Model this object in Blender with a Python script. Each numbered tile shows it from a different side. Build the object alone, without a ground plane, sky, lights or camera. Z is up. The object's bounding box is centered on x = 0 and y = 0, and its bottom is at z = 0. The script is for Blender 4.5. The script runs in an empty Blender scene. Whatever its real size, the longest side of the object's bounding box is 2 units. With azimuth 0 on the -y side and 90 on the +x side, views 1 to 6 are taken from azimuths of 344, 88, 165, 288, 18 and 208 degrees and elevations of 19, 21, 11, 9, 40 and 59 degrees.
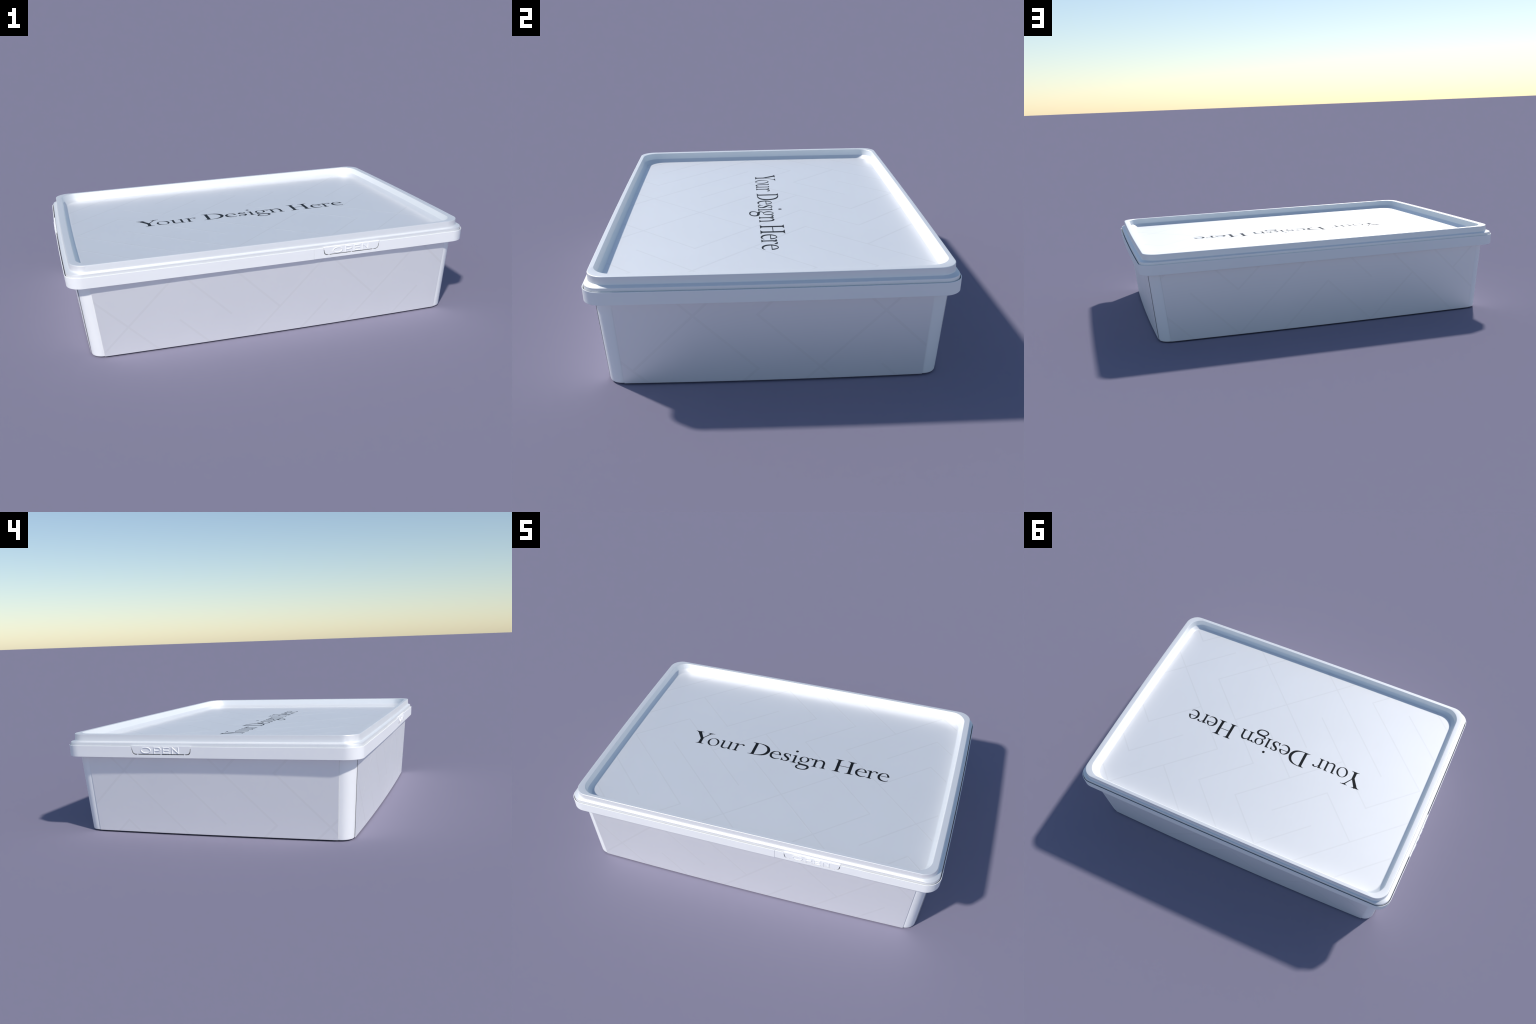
"""A white plastic storage box: tapered tub with four printed side labels, a
tamper band with two OPEN tabs and a recessed lid carrying a printed panel."""
import bpy, bmesh, math
from mathutils import Vector

K = 1.41                       # the plan is 1.41 times as long (x) as it is wide (y)

# ------------------------------------------------------------------ materials
def principled(name, color, rough, ior=1.5, grain=0.0, tint=None, metal=0.0):
    m = bpy.data.materials.new(name)
    m.use_nodes = True
    nt = m.node_tree
    b = nt.nodes["Principled BSDF"]
    b.inputs["Roughness"].default_value = rough
    b.inputs["IOR"].default_value = ior
    b.inputs["Metallic"].default_value = metal
    tc = nt.nodes.new("ShaderNodeTexCoord")
    n = nt.nodes.new("ShaderNodeTexNoise")
    n.inputs["Scale"].default_value = 3.0
    n.inputs["Detail"].default_value = 2.0
    nt.links.new(tc.outputs["Object"], n.inputs["Vector"])
    r = nt.nodes.new("ShaderNodeValToRGB")
    r.color_ramp.elements[0].position = 0.3
    r.color_ramp.elements[1].position = 0.7
    t = tint or tuple(c * 0.985 for c in color)
    r.color_ramp.elements[0].color = (*t, 1)
    r.color_ramp.elements[1].color = (*color, 1)
    nt.links.new(n.outputs["Fac"], r.inputs["Fac"])
    nt.links.new(r.outputs["Color"], b.inputs["Base Color"])
    if grain:
        g = nt.nodes.new("ShaderNodeTexNoise")
        g.inputs["Scale"].default_value = 400.0
        nt.links.new(tc.outputs["Object"], g.inputs["Vector"])
        bp = nt.nodes.new("ShaderNodeBump")
        bp.inputs["Strength"].default_value = grain
        bp.inputs["Distance"].default_value = 0.0005
        nt.links.new(g.outputs["Fac"], bp.inputs["Height"])
        nt.links.new(bp.outputs["Normal"], b.inputs["Normal"])
    return m

PLASTIC = principled("white_plastic", (1.0, 1.0, 1.0), 0.50)
LID_PLASTIC = principled("glossy_lid_plastic", (0.98, 0.98, 0.98), 0.54, metal=0.5)
PANEL = principled("lid_print", (0.98, 0.98, 0.98), 0.54, metal=0.5)
PAPER = principled("side_label_print", (0.98, 0.98, 0.98), 0.54, metal=0.5)
LINE_LID = principled("grey_line_on_lid", (0.930, 0.928, 0.925), 0.54, metal=0.5)
LINE_SIDE = principled("grey_line_on_side", (0.945, 0.943, 0.94), 0.54, metal=0.5)
INK = principled("black_ink", (0.010, 0.011, 0.013), 0.54, metal=0.5)

# ------------------------------------------------------------------ helpers
def finish(me, name, mats, parent=None, angle=18, smooth=True):
    ob = bpy.data.objects.new(name, me)
    bpy.context.scene.collection.objects.link(ob)
    for m in (mats if isinstance(mats, (list, tuple)) else [mats]):
        me.materials.append(m)
    if smooth:
        for p in me.polygons:
            p.use_smooth = True
        me.set_sharp_from_angle(angle=math.radians(angle))
    if parent:
        ob.parent = parent
    return ob

def mesh_from(verts, faces, name):
    me = bpy.data.meshes.new(name)
    me.from_pydata([tuple(v) for v in verts], [], faces)
    bm = bmesh.new(); bm.from_mesh(me)
    bmesh.ops.recalc_face_normals(bm, faces=bm.faces)
    bm.to_mesh(me); bm.free()
    me.update()
    return me

UNIFORM = [-1 + 2 * i / 28 for i in range(29)]

def outline(hx, hy, r, z, bow=0.0, us=None, arc=14, shift=None, rx=None, bow_x=None):
    """One closed loop: a rounded rectangle whose sides belly out by `bow`.
    us: positions along the -y side; shift(x): inward offset on that side."""
    us = us or UNIFORM
    rx = rx or r
    bx = bow * K if bow_x is None else bow_x
    lx, ly = hx - bx - rx, hy - bow - r
    pts = []
    def corner(cx, cy, a0):
        for i in range(1, arc):
            a = a0 + math.pi / 2 * i / arc
            pts.append((cx + rx * math.cos(a), cy + r * math.sin(a), z))
    for u in us:                                                # -y side, left to right
        x = u * lx
        pts.append((x, -(hy - bow * u * u) + (shift(x) if shift else 0), z))
    corner(lx, -ly, -math.pi / 2)
    for u in UNIFORM:                                           # +x side
        pts.append((hx - bx * u * u, u * ly, z))
    corner(lx, ly, 0)
    for u in UNIFORM:                                           # +y side
        pts.append((-u * lx, hy - bow * u * u, z))
    corner(-lx, ly, math.pi / 2)
    for u in UNIFORM:                                           # -x side
        pts.append((-(hx - bx * u * u), -u * ly, z))
    corner(-lx, -ly, math.pi)
    return pts

def loft(loops, name, cap_first=False, cap_last=False, closed=False):
    n = len(loops[0])
    verts = [p for l in loops for p in l]
    faces = []
    pairs = [(i, i + 1) for i in range(len(loops) - 1)]
    if closed:
        pairs.append((len(loops) - 1, 0))
    for a, b in pairs:
        for i in range(n):
            j = (i + 1) % n
            faces.append((a * n + i, a * n + j, b * n + j, b * n + i))
    if cap_first:
        faces.append(tuple(range(n)))
    if cap_last:
        faces.append(tuple((len(loops) - 1) * n + i for i in range(n)))
    return mesh_from(verts, faces, name)

# ------------------------------------------------------------------ root
root = bpy.data.objects.new("storage_box", None)
bpy.context.scene.collection.objects.link(root)
root["label"] = "white rectangular plastic storage box with printed snap lid"
root["category"] = "plastic box"

# ------------------------------------------------------------------ tub
WALL0, WALL1, WALL_TOP = 0.6435, 0.6690, 0.37          # half width at z=0 and at z=0.37
def wall(z):
    return WALL0 + (WALL1 - WALL0) * z / WALL_TOP

def belly(z):
    """How far the middle of each wall bulges past its ends: (long walls, short walls)."""
    return 0.0115 + 0.0015 * z / WALL_TOP, 0.0085 + 0.0030 * z / WALL_TOP

def tub_loop(z, inset=0.0):
    by, bx = belly(z)
    r = 0.056 + 0.008 * z / WALL_TOP
    return outline(wall(z) * K + bx - inset, wall(z) + by - inset, r - min(inset, r * 0.6), z, by, bow_x=bx)

tub_loops = [tub_loop(0.0, 0.040), tub_loop(0.0, 0.034), tub_loop(0.0034, 0.030),
             tub_loop(0.0034, 0.0030), tub_loop(0.0041, 0.0011), tub_loop(0.0061, 0.0002), tub_loop(0.009),
             tub_loop(0.10), tub_loop(0.20), tub_loop(0.30), tub_loop(0.379),
             outline(0.7030 * K, 0.7030, 0.074, 0.3795, 0.004), outline(0.7030 * K, 0.7030, 0.074, 0.3835, 0.004),
             outline(0.6830 * K, 0.6830, 0.074, 0.3840, 0.004), outline(0.6790 * K, 0.6790, 0.074, 0.3990, 0.004),
             outline(0.66 * K, 0.66, 0.08, 0.3990, 0.004)]
tub = finish(loft(tub_loops, "tub", cap_first=True, cap_last=True), "tub", PLASTIC, root)

# ------------------------------------------------------------------ lid
def lid_loop(h, z, r, dx=0.0, bow=0.004):
    return outline(h * K + dx, h, r, z, bow)

# half width, height, corner radius, extra half length
lid_profile = [(0.660, 0.400, 0.070), (0.680, 0.400, 0.072), (0.682, 0.418, 0.072), (0.7005, 0.418, 0.069, 0.002), (0.7012, 0.419, 0.069, 0.002),
               (0.7012, 0.4358, 0.069, 0.002), (0.7007, 0.4385, 0.069, 0.002), (0.6992, 0.4402, 0.069, 0.001),
               (0.6920, 0.4435, 0.072), (0.6905, 0.4452, 0.073), (0.6900, 0.4475, 0.073),
               (0.6897, 0.4735, 0.073), (0.6892, 0.4750, 0.0725), (0.6880, 0.4758, 0.072),
               (0.6722, 0.4760, 0.080, -0.003), (0.6712, 0.4756, 0.081, -0.004), (0.6706, 0.4746, 0.081, -0.004),
               (0.6664, 0.4468, 0.083, -0.004), (0.6658, 0.4448, 0.083, -0.004), (0.6644, 0.4428, 0.083, -0.004),
               (0.6530, 0.4292, 0.079, -0.002), (0.6515, 0.4280, 0.079, -0.002), (0.6495, 0.42735, 0.078, -0.002),
               (0.6300, 0.4272, 0.072)]
lid_loops = [lid_loop(*p) for p in lid_profile]
lid = finish(loft(lid_loops, "lid", cap_first=True, cap_last=True), "lid", LID_PLASTIC, root)

# ------------------------------------------------------------------ tamper band
BAND_HY, BAND_HX, BAND_R, BAND_BOW = 0.7094, 0.9993, 0.079, 0.0042
LEAN_X, LEAN_Y = 0.0045, 0.0020         # the band leans in towards its lower edge
BAND_Z0, BAND_Z1 = 0.3722, 0.4255
SLIT, RAMP0, RAMP1, RECESS = 0.1695, 0.600, 0.630, 0.0012

def recess(x):
    """The tear strip on the front sits a hair behind the rest of the band."""
    if x <= SLIT - 0.0009 or x >= RAMP1:
        return 0.0
    if x <= SLIT + 0.0009:
        return 0.0028                      # the cut itself
    if x <= RAMP0:
        return RECESS
    return RECESS * (RAMP1 - x) / (RAMP1 - RAMP0)

band_lx = BAND_HX - BAND_BOW * K - BAND_R
xs = [u * band_lx for u in UNIFORM] + [SLIT - 0.0012, SLIT - 0.0008, SLIT + 0.0008, SLIT + 0.0012, RAMP0, RAMP1]
band_us = [x / band_lx for x in sorted(xs)]

def band_loop(dx, dy, z):
    f = (BAND_Z1 - z) / (BAND_Z1 - BAND_Z0)
    dx, dy = dx + LEAN_X * f, dy + LEAN_Y * f
    return outline(BAND_HX - dx, BAND_HY - dy, BAND_R - dy, z, BAND_BOW, us=band_us, shift=recess, rx=BAND_R - dx)

T = 0.0032
band_loops = [band_loop(0.0008, 0.0008, BAND_Z0), band_loop(0, 0, BAND_Z0 + 0.0012), band_loop(0, 0, BAND_Z1 - 0.0010),
              band_loop(0.0008, 0.0008, BAND_Z1), band_loop(T - 0.0006, T - 0.0006, BAND_Z1),
              band_loop(T, T, BAND_Z1 - 0.0010), band_loop(T, T, BAND_Z0)]
band = finish(loft(band_loops, "sealing_band", closed=True), "sealing_band", PLASTIC, root)

# surface of the band: s runs to the right as seen from outside, out is proud of the surface
def front_at(s, z, out):
    u = s / band_lx
    lean = LEAN_Y * (BAND_Z1 - z) / (BAND_Z1 - BAND_Z0)
    return (s, -(BAND_HY - lean - BAND_BOW * u * u - recess(s)) - out, z)

def left_at(s, z, out):
    ly = BAND_HY - BAND_BOW - BAND_R
    u = s / ly
    lean = LEAN_X * (BAND_Z1 - z) / (BAND_Z1 - BAND_Z0)
    return (-(BAND_HX - lean - BAND_BOW * K * u * u) - out, -s, z)

def tab_shape(s0, s1, inset, zb, zt, r=0.017, slant=0.006):
    """Outline of a tab: open on top, round lower corners, sides leaning in."""
    a, b, z0 = s0 + inset, s1 - inset, zb + inset
    pts = [(a, zt)]
    r = r - inset * 0.5
    for i in range(9):
        t = math.pi + math.pi / 2 * i / 8
        pts.append((a + slant + r + r * math.cos(t), z0 + r + r * math.sin(t)))
    for i in range(1, 12):                                      # follow the curve of the band
        pts.append((a + slant + r + (b - a - 2 * slant - 2 * r) * i / 12, z0))
    for i in range(9):
        t = 1.5 * math.pi + math.pi / 2 * i / 8
        pts.append((b - slant - r + r * math.cos(t), z0 + r + r * math.sin(t)))
    pts.append((b, zt))
    for i in range(1, 12):
        pts.append((b + (a - b) * i / 12, zt))
    return pts

def prism(pts, place, out0, out1, name):
    n = len(pts)
    v = [place(s, z, out0) for s, z in pts] + [place(s, z, out1) for s, z in pts]
    f = [tuple(range(n)), tuple(range(2 * n - 1, n - 1, -1))]
    f += [(i, (i + 1) % n, n + (i + 1) % n, n + i) for i in range(n)]
    return mesh_from(v, f, name)

def cut(ob, place, pts):
    cutter = bpy.data.objects.new("cutter", prism(pts, place, -0.02, 0.01, "cutter"))
    bpy.context.scene.collection.objects.link(cutter)
    md = ob.modifiers.new("cut", "BOOLEAN")
    md.operation = "DIFFERENCE"; md.solver = "EXACT"; md.object = cutter
    dg = bpy.context.evaluated_depsgraph_get()
    me = bpy.data.meshes.new_from_object(ob.evaluated_get(dg))
    ob.modifiers.clear()
    ob.data = me
    bpy.data.objects.remove(cutter)

TAB_ZB, SLOT = 0.3868, 0.0042
tabs = [(front_at, 0.2140, 0.5125, (0.2464, 0.3625, 0.4766)),
        (left_at, -0.3550, -0.0540, (-0.3206, -0.2043, -0.0888))]

# ------------------------------------------------------------------ strokes (letters)
def spline(pts, n=7):
    """Catmull-Rom through (x, y, half width)."""
    out = []
    for i in range(len(pts) - 1):
        p0, p1 = pts[max(i - 1, 0)], pts[i]
        p2, p3 = pts[i + 1], pts[min(i + 2, len(pts) - 1)]
        for k in range(n):
            t = k / n
            out.append(tuple(0.5 * (2 * b + (c - a) * t + (2 * a - 5 * b + 4 * c - d) * t * t
                                    + (3 * b - a - 3 * c + d) * t ** 3)
                             for a, b, c, d in zip(p0, p1, p2, p3)))
    out.append(pts[-1])
    return out

class Glyph:
    """Collects flat pieces in millimetres, turns them into thin raised solids."""
    def __init__(self):
        self.pieces = []                                        # lists of (left rim, right rim) or polygons
    def stroke(self, pts, smooth=True):
        p = spline(pts) if smooth and len(pts) > 2 else pts
        L, R = [], []
        for i, (x, y, w) in enumerate(p):
            a, b = p[max(i - 1, 0)], p[min(i + 1, len(p) - 1)]
            d = Vector((b[0] - a[0], b[1] - a[1])).normalized()
            L.append((x - d.y * w, y + d.x * w)); R.append((x + d.y * w, y - d.x * w))
        self.pieces.append(("strip", L, R))
        return self
    def ring(self, cx, cy, rx, ry, ix, iy, tilt=0.0, n=40):
        L, R = [], []
        for i in range(n + 1):
            a = 2 * math.pi * i / n
            L.append((cx + rx * math.cos(a), cy + ry * math.sin(a)))
            e = (ix * math.cos(a), iy * math.sin(a))
            c, s = math.cos(tilt), math.sin(tilt)
            R.append((cx + e[0] * c - e[1] * s, cy + e[0] * s + e[1] * c))
        self.pieces.append(("strip", L, R))
        return self
    def disc(self, cx, cy, rx, ry=None, n=20):
        ry = ry or rx
        self.pieces.append(("poly", [(cx + rx * math.cos(2 * math.pi * i / n), cy + ry * math.sin(2 * math.pi * i / n)) for i in range(n)], None))
        return self
    def poly(self, *pts):
        self.pieces.append(("poly", list(pts), None))
        return self
    def serif(self, x0, x1, y, l, r, d, h=10, t=2.4):
        """Bracketed serif from x0 to x1 on a stem l..r; d=1 foot, d=-1 head."""
        def q(e, s):                                            # hollow bracket between tip and stem
            return [(e + (s - e) * k, y + d * (t + (h - t) * k ** 2.6)) for k in (0.35, 0.6, 0.8, 1.0)]
        pts = [(x0, y), (x1, y), (x1, y + d * t)]
        if x1 > r:
            pts += q(x1, r)
        if x0 < l:
            pts += q(x0, l)[::-1]
        pts += [(x0, y + d * t)]
        self.pieces.append(("poly", pts, None))
        return self
    def mesh(self, name, place, base, top, step=0.00004, taper=0.0, flip=1):
        V, F = [], []
        for k, (kind, A, B) in enumerate(self.pieces):
            o1 = top + step * k
            s = len(V)
            if kind == "strip":
                n = len(A)
                loops = [(A, B, base), (A, B, o1)]
                if taper:
                    A2 = [(a[0] + (b[0] - a[0]) * taper, a[1] + (b[1] - a[1]) * taper) for a, b in zip(A, B)]
                    B2 = [(b[0] + (a[0] - b[0]) * taper, b[1] + (a[1] - b[1]) * taper) for a, b in zip(A, B)]
                    loops[1] = (A2, B2, o1)
                for AA, BB, o in loops:
                    V += [place(x, y, o) for x, y in AA] + [place(x, y, o) for x, y in BB]
                for i in range(n - 1):
                    F.append((s + 2 * n + i, s + 2 * n + i + 1, s + 3 * n + i + 1, s + 3 * n + i))
                    F.append((s + i, s + i + 1, s + 2 * n + i + 1, s + 2 * n + i))
                    F.append((s + n + i, s + n + i + 1, s + 3 * n + i + 1, s + 3 * n + i))
                for e in (0, n - 1):
                    F.append((s + e, s + n + e, s + 3 * n + e, s + 2 * n + e))
            else:
                n = len(A)
                V += [place(x, y, base) for x, y in A] + [place(x, y, o1) for x, y in A]
                F.append(tuple(s + n + i for i in range(n)))
                F += [(s + i, s + (i + 1) % n, s + n + (i + 1) % n, s + n + i) for i in range(n)]
        return mesh_from(V, F, name)

# ------------------------------------------------------------------ tabs with raised letters
def open_letters():
    """O P E N, drawn in millimetres; 0..186 wide, 0..31 high."""
    w = 2.5
    return [Glyph().ring(26, 15.5, 26, 15.5, 20, 10.5, n=36),
            Glyph().stroke([(68, 0, w), (68, 31, w)], False)
                   .stroke([(68, 29, w), (84, 29, w), (95, 27, w), (98, 21.5, w), (95, 16, w), (84, 14, w), (68, 14, w)]),
            Glyph().stroke([(113, 0, w), (113, 31, w)], False).stroke([(113, 28.7, w), (142, 28.7, w)], False)
                   .stroke([(113, 15.5, w), (140, 15.5, w)], False).stroke([(113, 2.3, w), (142, 2.3, w)], False),
            Glyph().stroke([(156, 0, w), (156, 31, w)], False).stroke([(186, 0, w), (186, 31, w)], False)
                   .stroke([(156, 29, w), (186, 2, w)], False)]

for place, s0, s1, bridges in tabs:
    cut(band, place, tab_shape(s0, s1, 0.0, TAB_ZB, BAND_Z1 + 0.02))
    bm = bmesh.new()
    bm.from_mesh(prism(tab_shape(s0, s1, SLOT, TAB_ZB, BAND_Z1 + 0.0012), place, -0.0070, 0.0003, "tab"))
    bits = [(b - 0.0022, b + 0.0022, TAB_ZB - 0.001, TAB_ZB + SLOT + 0.001) for b in bridges]
    bits += [(s0 - 0.001, s0 + SLOT + 0.003, 0.4165, 0.4190), (s1 - SLOT - 0.003, s1 + 0.001, 0.4165, 0.4190)]
    for a, b, z0, z1 in bits:
        bm.from_mesh(prism([(a, z0), (b, z0), (b, z1), (a, z1)], place, -0.0026, -0.0002, "bridge"))
    me = bpy.data.meshes.new("open_tab")
    bm.to_mesh(me); bm.free()
    tab = finish(me, "open_tab", PLASTIC, root, angle=30)
    origin = s0 + 0.0510
    for g in open_letters():
        lm = g.mesh("raised_letter", lambda x, y, o: place(origin + x / 1000, 0.3922 + y / 1000 * 0.985, o),
                    0.0002, 0.0025, taper=0.28)
        finish(lm, "raised_letter", PLASTIC, tab, angle=30)
for p in band.data.polygons:
    p.use_smooth = True
band.data.set_sharp_from_angle(angle=math.radians(18))

# ------------------------------------------------------------------ printed lattice lines
def clip(poly, region):
    """Sutherland-Hodgman against a convex counter-clockwise region."""
    out = poly
    for i in range(len(region)):
        a, b = region[i], region[(i + 1) % len(region)]
        side = lambda p: (b[0] - a[0]) * (p[1] - a[1]) - (b[1] - a[1]) * (p[0] - a[0])
        src, out = out, []
        for j in range(len(src)):
            p, q = src[j], src[(j + 1) % len(src)]
            sp, sq = side(p), side(q)
            if sp >= 0:
                out.append(p)
            if sp * sq < 0:
                t = sp / (sp - sq)
                out.append((p[0] + (q[0] - p[0]) * t, p[1] + (q[1] - p[1]) * t))
        if not out:
            return []
    return out

def pattern(name, routes, x0, dx, y0, dy, width, region, place, mat, parent):
    """routes: straight runs between nodes (i, j) of a diagonal lattice."""
    V, F = [], []
    for i0, j0, i1, j1 in routes:
        a = Vector((x0 + dx * i0, y0 + dy * j0)); b = Vector((x0 + dx * i1, y0 + dy * j1))
        d = (b - a).normalized(); n = Vector((-d.y, d.x)) * width / 2
        a = a - d * width / 2; b = b + d * width / 2
        lift = 0.00008 if (i1 - i0) * (j1 - j0) > 0 else 0.00014
        parts = max(1, round((b - a).length / 0.03))            # short lengths, so a run follows a curved sheet
        for k in range(parts):
            p, q = a.lerp(b, k / parts), a.lerp(b, (k + 1) / parts)
            poly = clip([tuple(p - n), tuple(q - n), tuple(q + n), tuple(p + n)], region)
            if len(poly) < 3:
                continue
            s, m = len(V), len(poly)
            V += [place(x, y, -0.0002) for x, y in poly] + [place(x, y, lift) for x, y in poly]
            F.append(tuple(s + m + i for i in range(m)))
            F += [(s + i, s + (i + 1) % m, s + m + (i + 1) % m, s + m + i) for i in range(m)]
    ob = finish(mesh_from(V, F, name), name, mat, parent, smooth=False)
    ob["kind"] = "stuff"
    return ob

# ------------------------------------------------------------------ lid panel print
PANEL_Z = 0.4277
panel_me = loft([outline(0.6475 * K - 0.002, 0.6475, 0.077, PANEL_Z - 0.0012, 0.004),
                 outline(0.6475 * K - 0.002, 0.6475, 0.077, PANEL_Z, 0.004)], "lid_label", cap_last=True)
lid_label = finish(panel_me, "lid_label", PANEL, root)

lid_routes = [(-2, 2, -4, 0), (-1, 2, -4, -1), (-2, 1, -1, 0), (-1, 0, 0, 1), (-1, 1, 0, 2), (-3, -1, -2, 0),
              (-2, 0, 0, -2), (-3, -1, -1, -3), (-1, -3, -2, -4), (-2, -1, 1, -4), (-4, -1, -2, -3), (-4, -2, -2, -4),
              (-1, -1, 1, 1), (0, 0, 1, -1), (0, -1, 3, -4), (-1, -4, 2, -1), (0, 2, 1, 1), (1, 2, 2, 1), (2, 1, 1, 0),
              (1, 0, 3, -2), (3, -2, 1, -4), (2, 2, 3, 1), (2, 0, 4, 2), (2, 0, 5, -3), (3, 0, 4, 1), (4, 1, 5, 0),
              (3, -1, 4, 0), (4, 0, 5, -1), (4, 2, 5, 1), (3, -3, 5, -1), (3, -4, 4, -3), (4, -3, 5, -4)]
lid_region = [(p[0], p[1]) for p in outline(0.6470 * K - 0.002, 0.6470, 0.077, 0, 0.004, us=[-1, 0, 1], arc=6)]
def on_lid(x, y, o):
    return (x, y, PANEL_Z + o)
pattern("printed_pattern", lid_routes, -0.166, 0.2441, 0.1715, 0.2387, 0.0078, lid_region, on_lid, LINE_LID, lid_label)

# ------------------------------------------------------------------ lettering on the lid
def glyphs():
    """Seriffed letters in millimetres; cap height 107, x-height 68, x from the word's centre line."""
    g = {}
    g["Y"] = (Glyph().stroke([(-546, 106, 10.5), (-539, 92, 9.6), (-524, 68, 8.8), (-510.5, 46, 8.3)])
              .stroke([(-510.5, 55, 8.3), (-510, 0, 8.6)], False)
              .stroke([(-509, 50, 2.6), (-490, 78, 2.8), (-473, 105, 4.0)])
              .serif(-533, -485, 0, -518.5, -501.5, 1).serif(-569, -520, 107, -556, -536, -1).serif(-493, -451, 107, -480, -468, -1, h=8))
    g["o"] = Glyph().ring(-434, 34, 34.5, 35.5, 23.2, 32.0, tilt=0.28)
    g["u"] = (Glyph().stroke([(-376.5, 68, 5.7), (-376.5, 22, 5.7), (-375, 11, 5.7), (-367, 3.6, 4.2), (-356, 2.2, 3.2), (-345, 6.5, 2.3), (-334, 17, 1.4)])
              .stroke([(-331.5, 0, 5.7), (-331.5, 68, 5.7)], False)
              .poly((-392, 68.6), (-392, 66.2), (-382, 62), (-374, 58), (-371, 68.6)).poly((-347, 68.6), (-347, 66.2), (-337, 62), (-329, 58), (-326, 68.6))
              .poly((-336, 0), (-317, 0), (-317, 2.2), (-323, 4.5), (-326.5, 10), (-336, 10)))
    g["r"] = (Glyph().stroke([(-291, 0, 6.0), (-291, 67, 6.0)], False).serif(-308, -275, 0, -297, -285, 1, h=9)
              .poly((-311, 65), (-311, 62.8), (-301, 60), (-294, 55), (-285, 55), (-285, 68.5), (-292, 66.5))
              .stroke([(-287, 46, 1.2), (-281, 57, 1.8), (-273, 64.5, 2.4), (-264, 66.3, 3.0), (-256, 62.5, 4.2)])
              .disc(-255.7, 60.6, 6.6))
    g["D"] = (Glyph().stroke([(-184.5, 0, 8.6), (-184.5, 107, 8.6)], False)
              .serif(-212, -184, 0, -193, -184, 1).serif(-209, -184, 107, -193, -184, -1)
              .stroke([(-186, 105.2, 1.9), (-160, 104.4, 2.4), (-134, 98, 4.6), (-112.5, 82, 7.6), (-102, 54, 9.0),
                       (-111, 26, 7.7), (-132, 9.5, 4.8), (-158, 3.0, 2.4), (-186, 1.8, 1.9)]))
    g["e"] = (Glyph().stroke([(-78, 41.2, 1.9), (-23, 41.2, 1.9)], False)
              .stroke([(-28.2, 40, 6.4), (-31, 52, 5.4), (-40, 64, 3.2), (-53, 67.6, 2.0), (-68, 61, 4.0), (-78, 47, 6.0), (-80.2, 33, 6.6),
                       (-75.5, 17, 6.4), (-63, 6, 5.0), (-48, 2.4, 3.5), (-35, 4.8, 2.5), (-24, 13, 1.3)]))
    g["s"] = (Glyph().stroke([(28.5, 53, 1.2), (23, 63, 1.9), (11, 67.3, 2.3), (0, 62.5, 4.6), (-3.5, 53, 6.0), (5, 42, 6.6), (19, 32.5, 6.9),
                              (27.5, 20.5, 6.4), (22, 7.8, 4.6), (10, 1.8, 2.4), (-2, 5.6, 2.0), (-9, 17, 1.2)])
              .poly((31, 69), (26.5, 66.5), (21, 64.5), (26, 58), (30.5, 46), (33, 46)).poly((-13.5, -1), (-8, 2), (-2, 4), (-6, 12), (-10, 25), (-12.5, 25)))
    g["i"] = (Glyph().stroke([(62, 0, 6.0), (62, 67, 6.0)], False).serif(43, 80, 0, 56, 68, 1, h=9).disc(57.8, 103.2, 8.4)
              .poly((44, 65), (44, 62.8), (53, 60), (59, 55), (68, 55), (68, 68.5), (61, 66.5)))
    g["g"] = (Glyph().ring(116.5, 45.5, 28.5, 24.5, 16.5, 21.5, tilt=0.1)
              .stroke([(137, 59, 1.6), (146, 65.5, 2.2), (154, 65.8, 3.0), (161, 62, 4.0)]).disc(161.5, 60.5, 6.2)
              .stroke([(108, 23, 2.4), (97, 18, 3.0), (91.5, 10, 4.8), (98, 2.5, 5.8), (114, -0.5, 6.2), (134, -2, 6.2), (147.5, -6.5, 6.2), (152.5, -17, 6.6),
                       (147, -30, 5.0), (132, -39.2, 3.2), (112, -41, 3.2), (94, -36.5, 4.2), (86.5, -26.5, 5.0), (90.5, -15, 4.0), (101, -6.5, 2.6), (112, -2.5, 2.0)]))
    g["n"] = (Glyph().stroke([(183.5, 0, 6.0), (183.5, 67, 6.0)], False).serif(166, 200, 0, 177.5, 189.5, 1, h=9).serif(215, 249, 0, 226.5, 238.5, 1, h=9)
              .poly((165.5, 65), (165.5, 62.8), (174, 60), (181, 55), (189.5, 55), (189.5, 68.5), (182, 66.5))
              .stroke([(187, 46, 1.2), (196, 59, 2.4), (209, 65.2, 3.8), (223, 62, 5.6), (231, 50, 6.2), (232.5, 34, 6.0), (232.5, 0, 6.0)]))
    g["H"] = (Glyph().stroke([(311.5, 0, 8.4), (311.5, 107, 8.4)], False).stroke([(384, 0, 8.4), (384, 107, 8.4)], False)
              .serif(288, 334, 0, 303, 320, 1).serif(289, 335, 107, 303, 320, -1).serif(360, 409, 0, 375.6, 392.4, 1).serif(359, 409, 107, 375.6, 392.4, -1)
              .stroke([(312, 55.5, 1.9), (384, 55.5, 1.9)], False))
    return g

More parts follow.
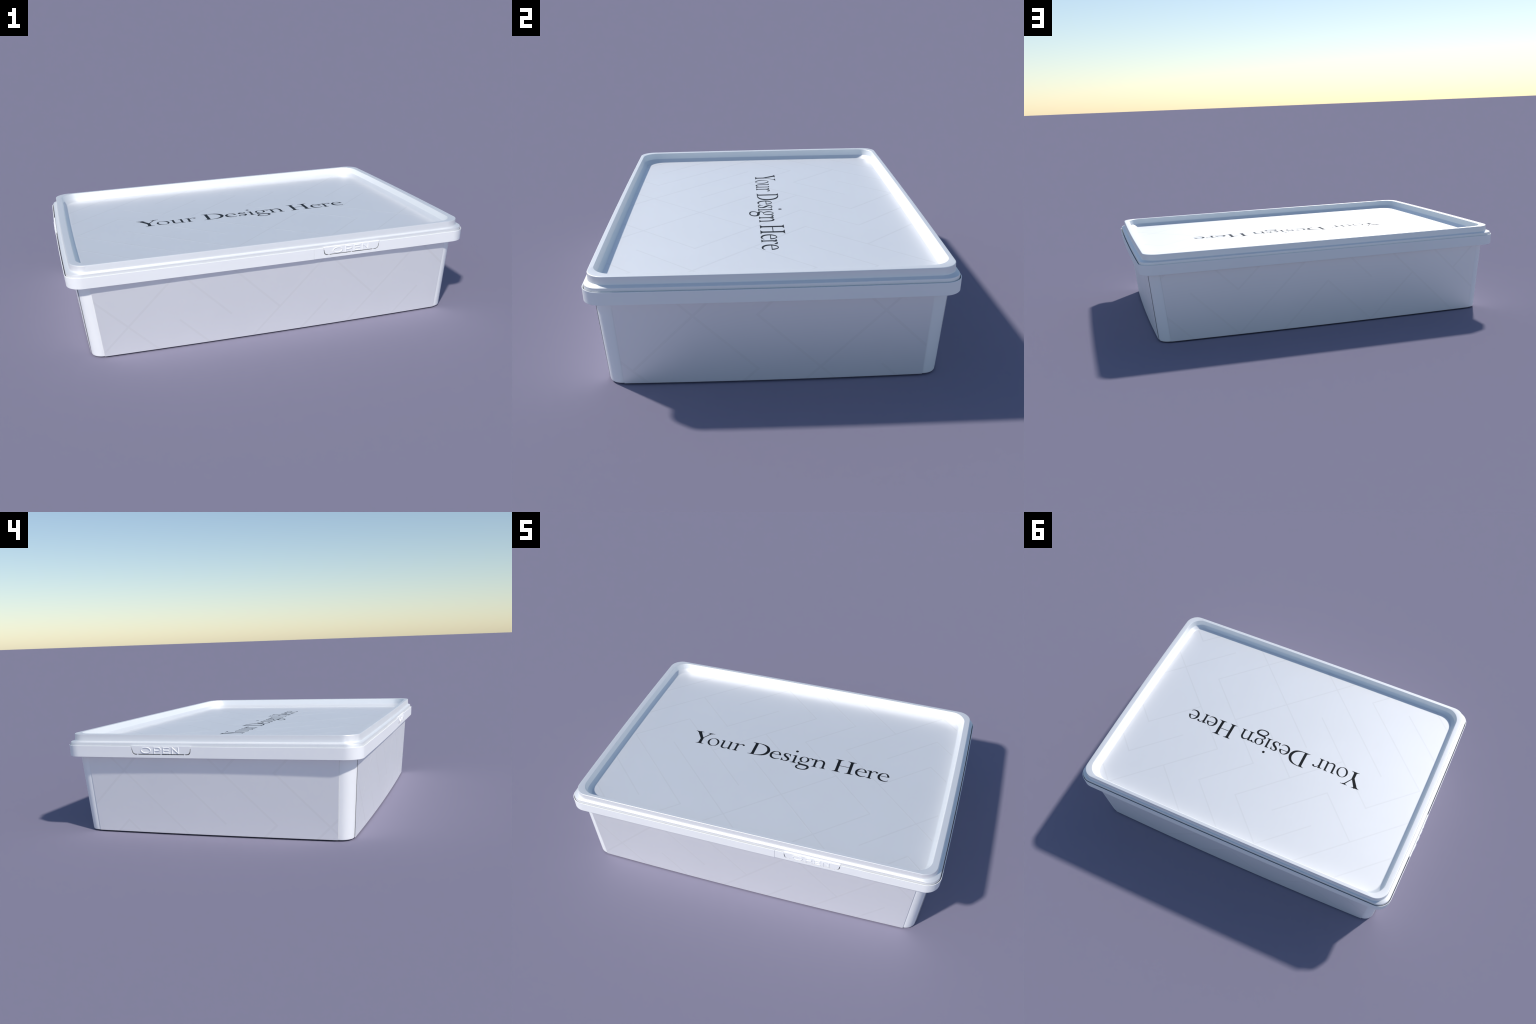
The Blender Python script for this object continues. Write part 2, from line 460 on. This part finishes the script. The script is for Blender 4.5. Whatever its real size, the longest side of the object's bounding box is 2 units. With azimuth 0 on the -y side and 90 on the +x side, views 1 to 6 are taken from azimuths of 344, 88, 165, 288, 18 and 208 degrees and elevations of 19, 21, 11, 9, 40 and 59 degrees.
BASELINE = -0.0298
shapes = {}
for ch, gl in glyphs().items():
    shapes[ch] = gl.mesh("letter", lambda x, y, o: (x / 1000, BASELINE + y / 1000, PANEL_Z + o), -0.0002, 0.00022, step=0.00002)
    shapes[ch].materials.append(INK)
for ch, off in [("Y", 0), ("o", 0), ("u", 0), ("r", 0), ("D", 0), ("e", 0), ("s", 0), ("i", 0), ("g", 0), ("n", 0),
                ("H", 0), ("e", 501.5), ("r", 789), ("e", 629)]:
    ob = bpy.data.objects.new("letter", shapes[ch])
    bpy.context.scene.collection.objects.link(ob)
    ob.location.x = off / 1000
    ob.parent = lid_label

# ------------------------------------------------------------------ side labels
GAP, SHEET, LAB_Z0, LAB_Z1 = 0.0025, 0.0008, 0.0046, 0.3755
def side_label(axis, sign, b0, b1, routes, x0, dx, y0, dy):
    """A flat printed sheet standing a hair off one leaning wall of the tub."""
    grow = K if axis == 0 else 1
    half = lambda z: b0 + (b1 - b0) * z / 0.37
    def place(s, z, o):
        end = 0.862 if axis == 1 else 0.592
        d = wall(z) * grow + belly(z)[1 - axis] * (1 - (s / end) ** 2) + GAP + SHEET + o
        return (s, sign * d, z) if axis == 1 else (sign * d, s, z)
    quad = [(-half(LAB_Z0), LAB_Z0), (half(LAB_Z0), LAB_Z0), (half(LAB_Z1), LAB_Z1), (-half(LAB_Z1), LAB_Z1)]
    n = 40
    v = [place(half(z) * (2 * i / n - 1), z, o) for o in (-SHEET, 0) for z in (LAB_Z0, LAB_Z1) for i in range(n + 1)]
    c = n + 1
    f = []
    for i in range(n):
        f += [(i, i + 1, c + i + 1, c + i), (2 * c + i, 2 * c + i + 1, 3 * c + i + 1, 3 * c + i),
              (i, i + 1, 2 * c + i + 1, 2 * c + i), (c + i, c + i + 1, 3 * c + i + 1, 3 * c + i)]
    f += [(0, c, 3 * c, 2 * c), (n, c + n, 3 * c + n, 2 * c + n)]
    ob = finish(mesh_from(v, f, "side_label"), "side_label", PAPER, root)
    pattern("printed_pattern", routes, x0, dx, y0, dy, 0.0105, quad, place, LINE_SIDE, ob)
    return ob

LONG, SHORT = (0.8515, 0.8885), (0.5825, 0.6005)
side_label(1, -1, *LONG, [(-4, -1, -2, 1), (-4, 1, -2, -1), (-2, 1, -1, 0), (-2, 0, -1, -1), (-1, 1, 0, 0), (-1, -1, 1, 1), (0, -1, 1, 0),
                          (1, 1, 2, 0), (1, -1, 3, 1), (2, -1, 3, 0), (3, 1, 4, 0)], 0.0050, 0.2462, 0.1410, 0.2462)
side_label(1, 1, *LONG, [(3, 1, 4, 0), (3, 1, 2, 0), (2, 0, 1, 1), (3, 0, 2, -1), (2, -1, 0, 1), (4, 0, 3, -1), (1, -1, 0, 0), (0, 0, -1, -1),
                         (0, 1, -1, 0), (-1, 1, -3, -1), (-2, 0, -1, -1), (-2, 1, -4, -1), (-3, 0, -4, 1)], -0.0027, 0.2465, 0.2520, 0.2450)
side_label(0, 1, *SHORT, [(-2, 2, 0, 0), (0, 2, -2, 0), (-3, 1, -1, -1), (0, 0, -1, -1), (1, 2, 0, 1), (0, 1, 2, -1), (0, -1, 3, 2), (1, 2, 4, -1),
                          (2, 0, 3, -1)], -0.0610, 0.2423, 0.0595, 0.2420)
side_label(0, -1, *SHORT, [(3, 2, 0, -1), (1, 2, 4, -1), (3, -1, 2, 0), (2, 0, 1, -1), (1, 1, 0, 0), (1, 2, -1, 0), (0, 1, -1, 2), (-1, 0, 0, -1),
                           (-2, 2, -1, 1), (-1, 1, -3, -1), (-3, 1, -1, -1)], -0.0660, 0.2430, 0.0630, 0.2415)
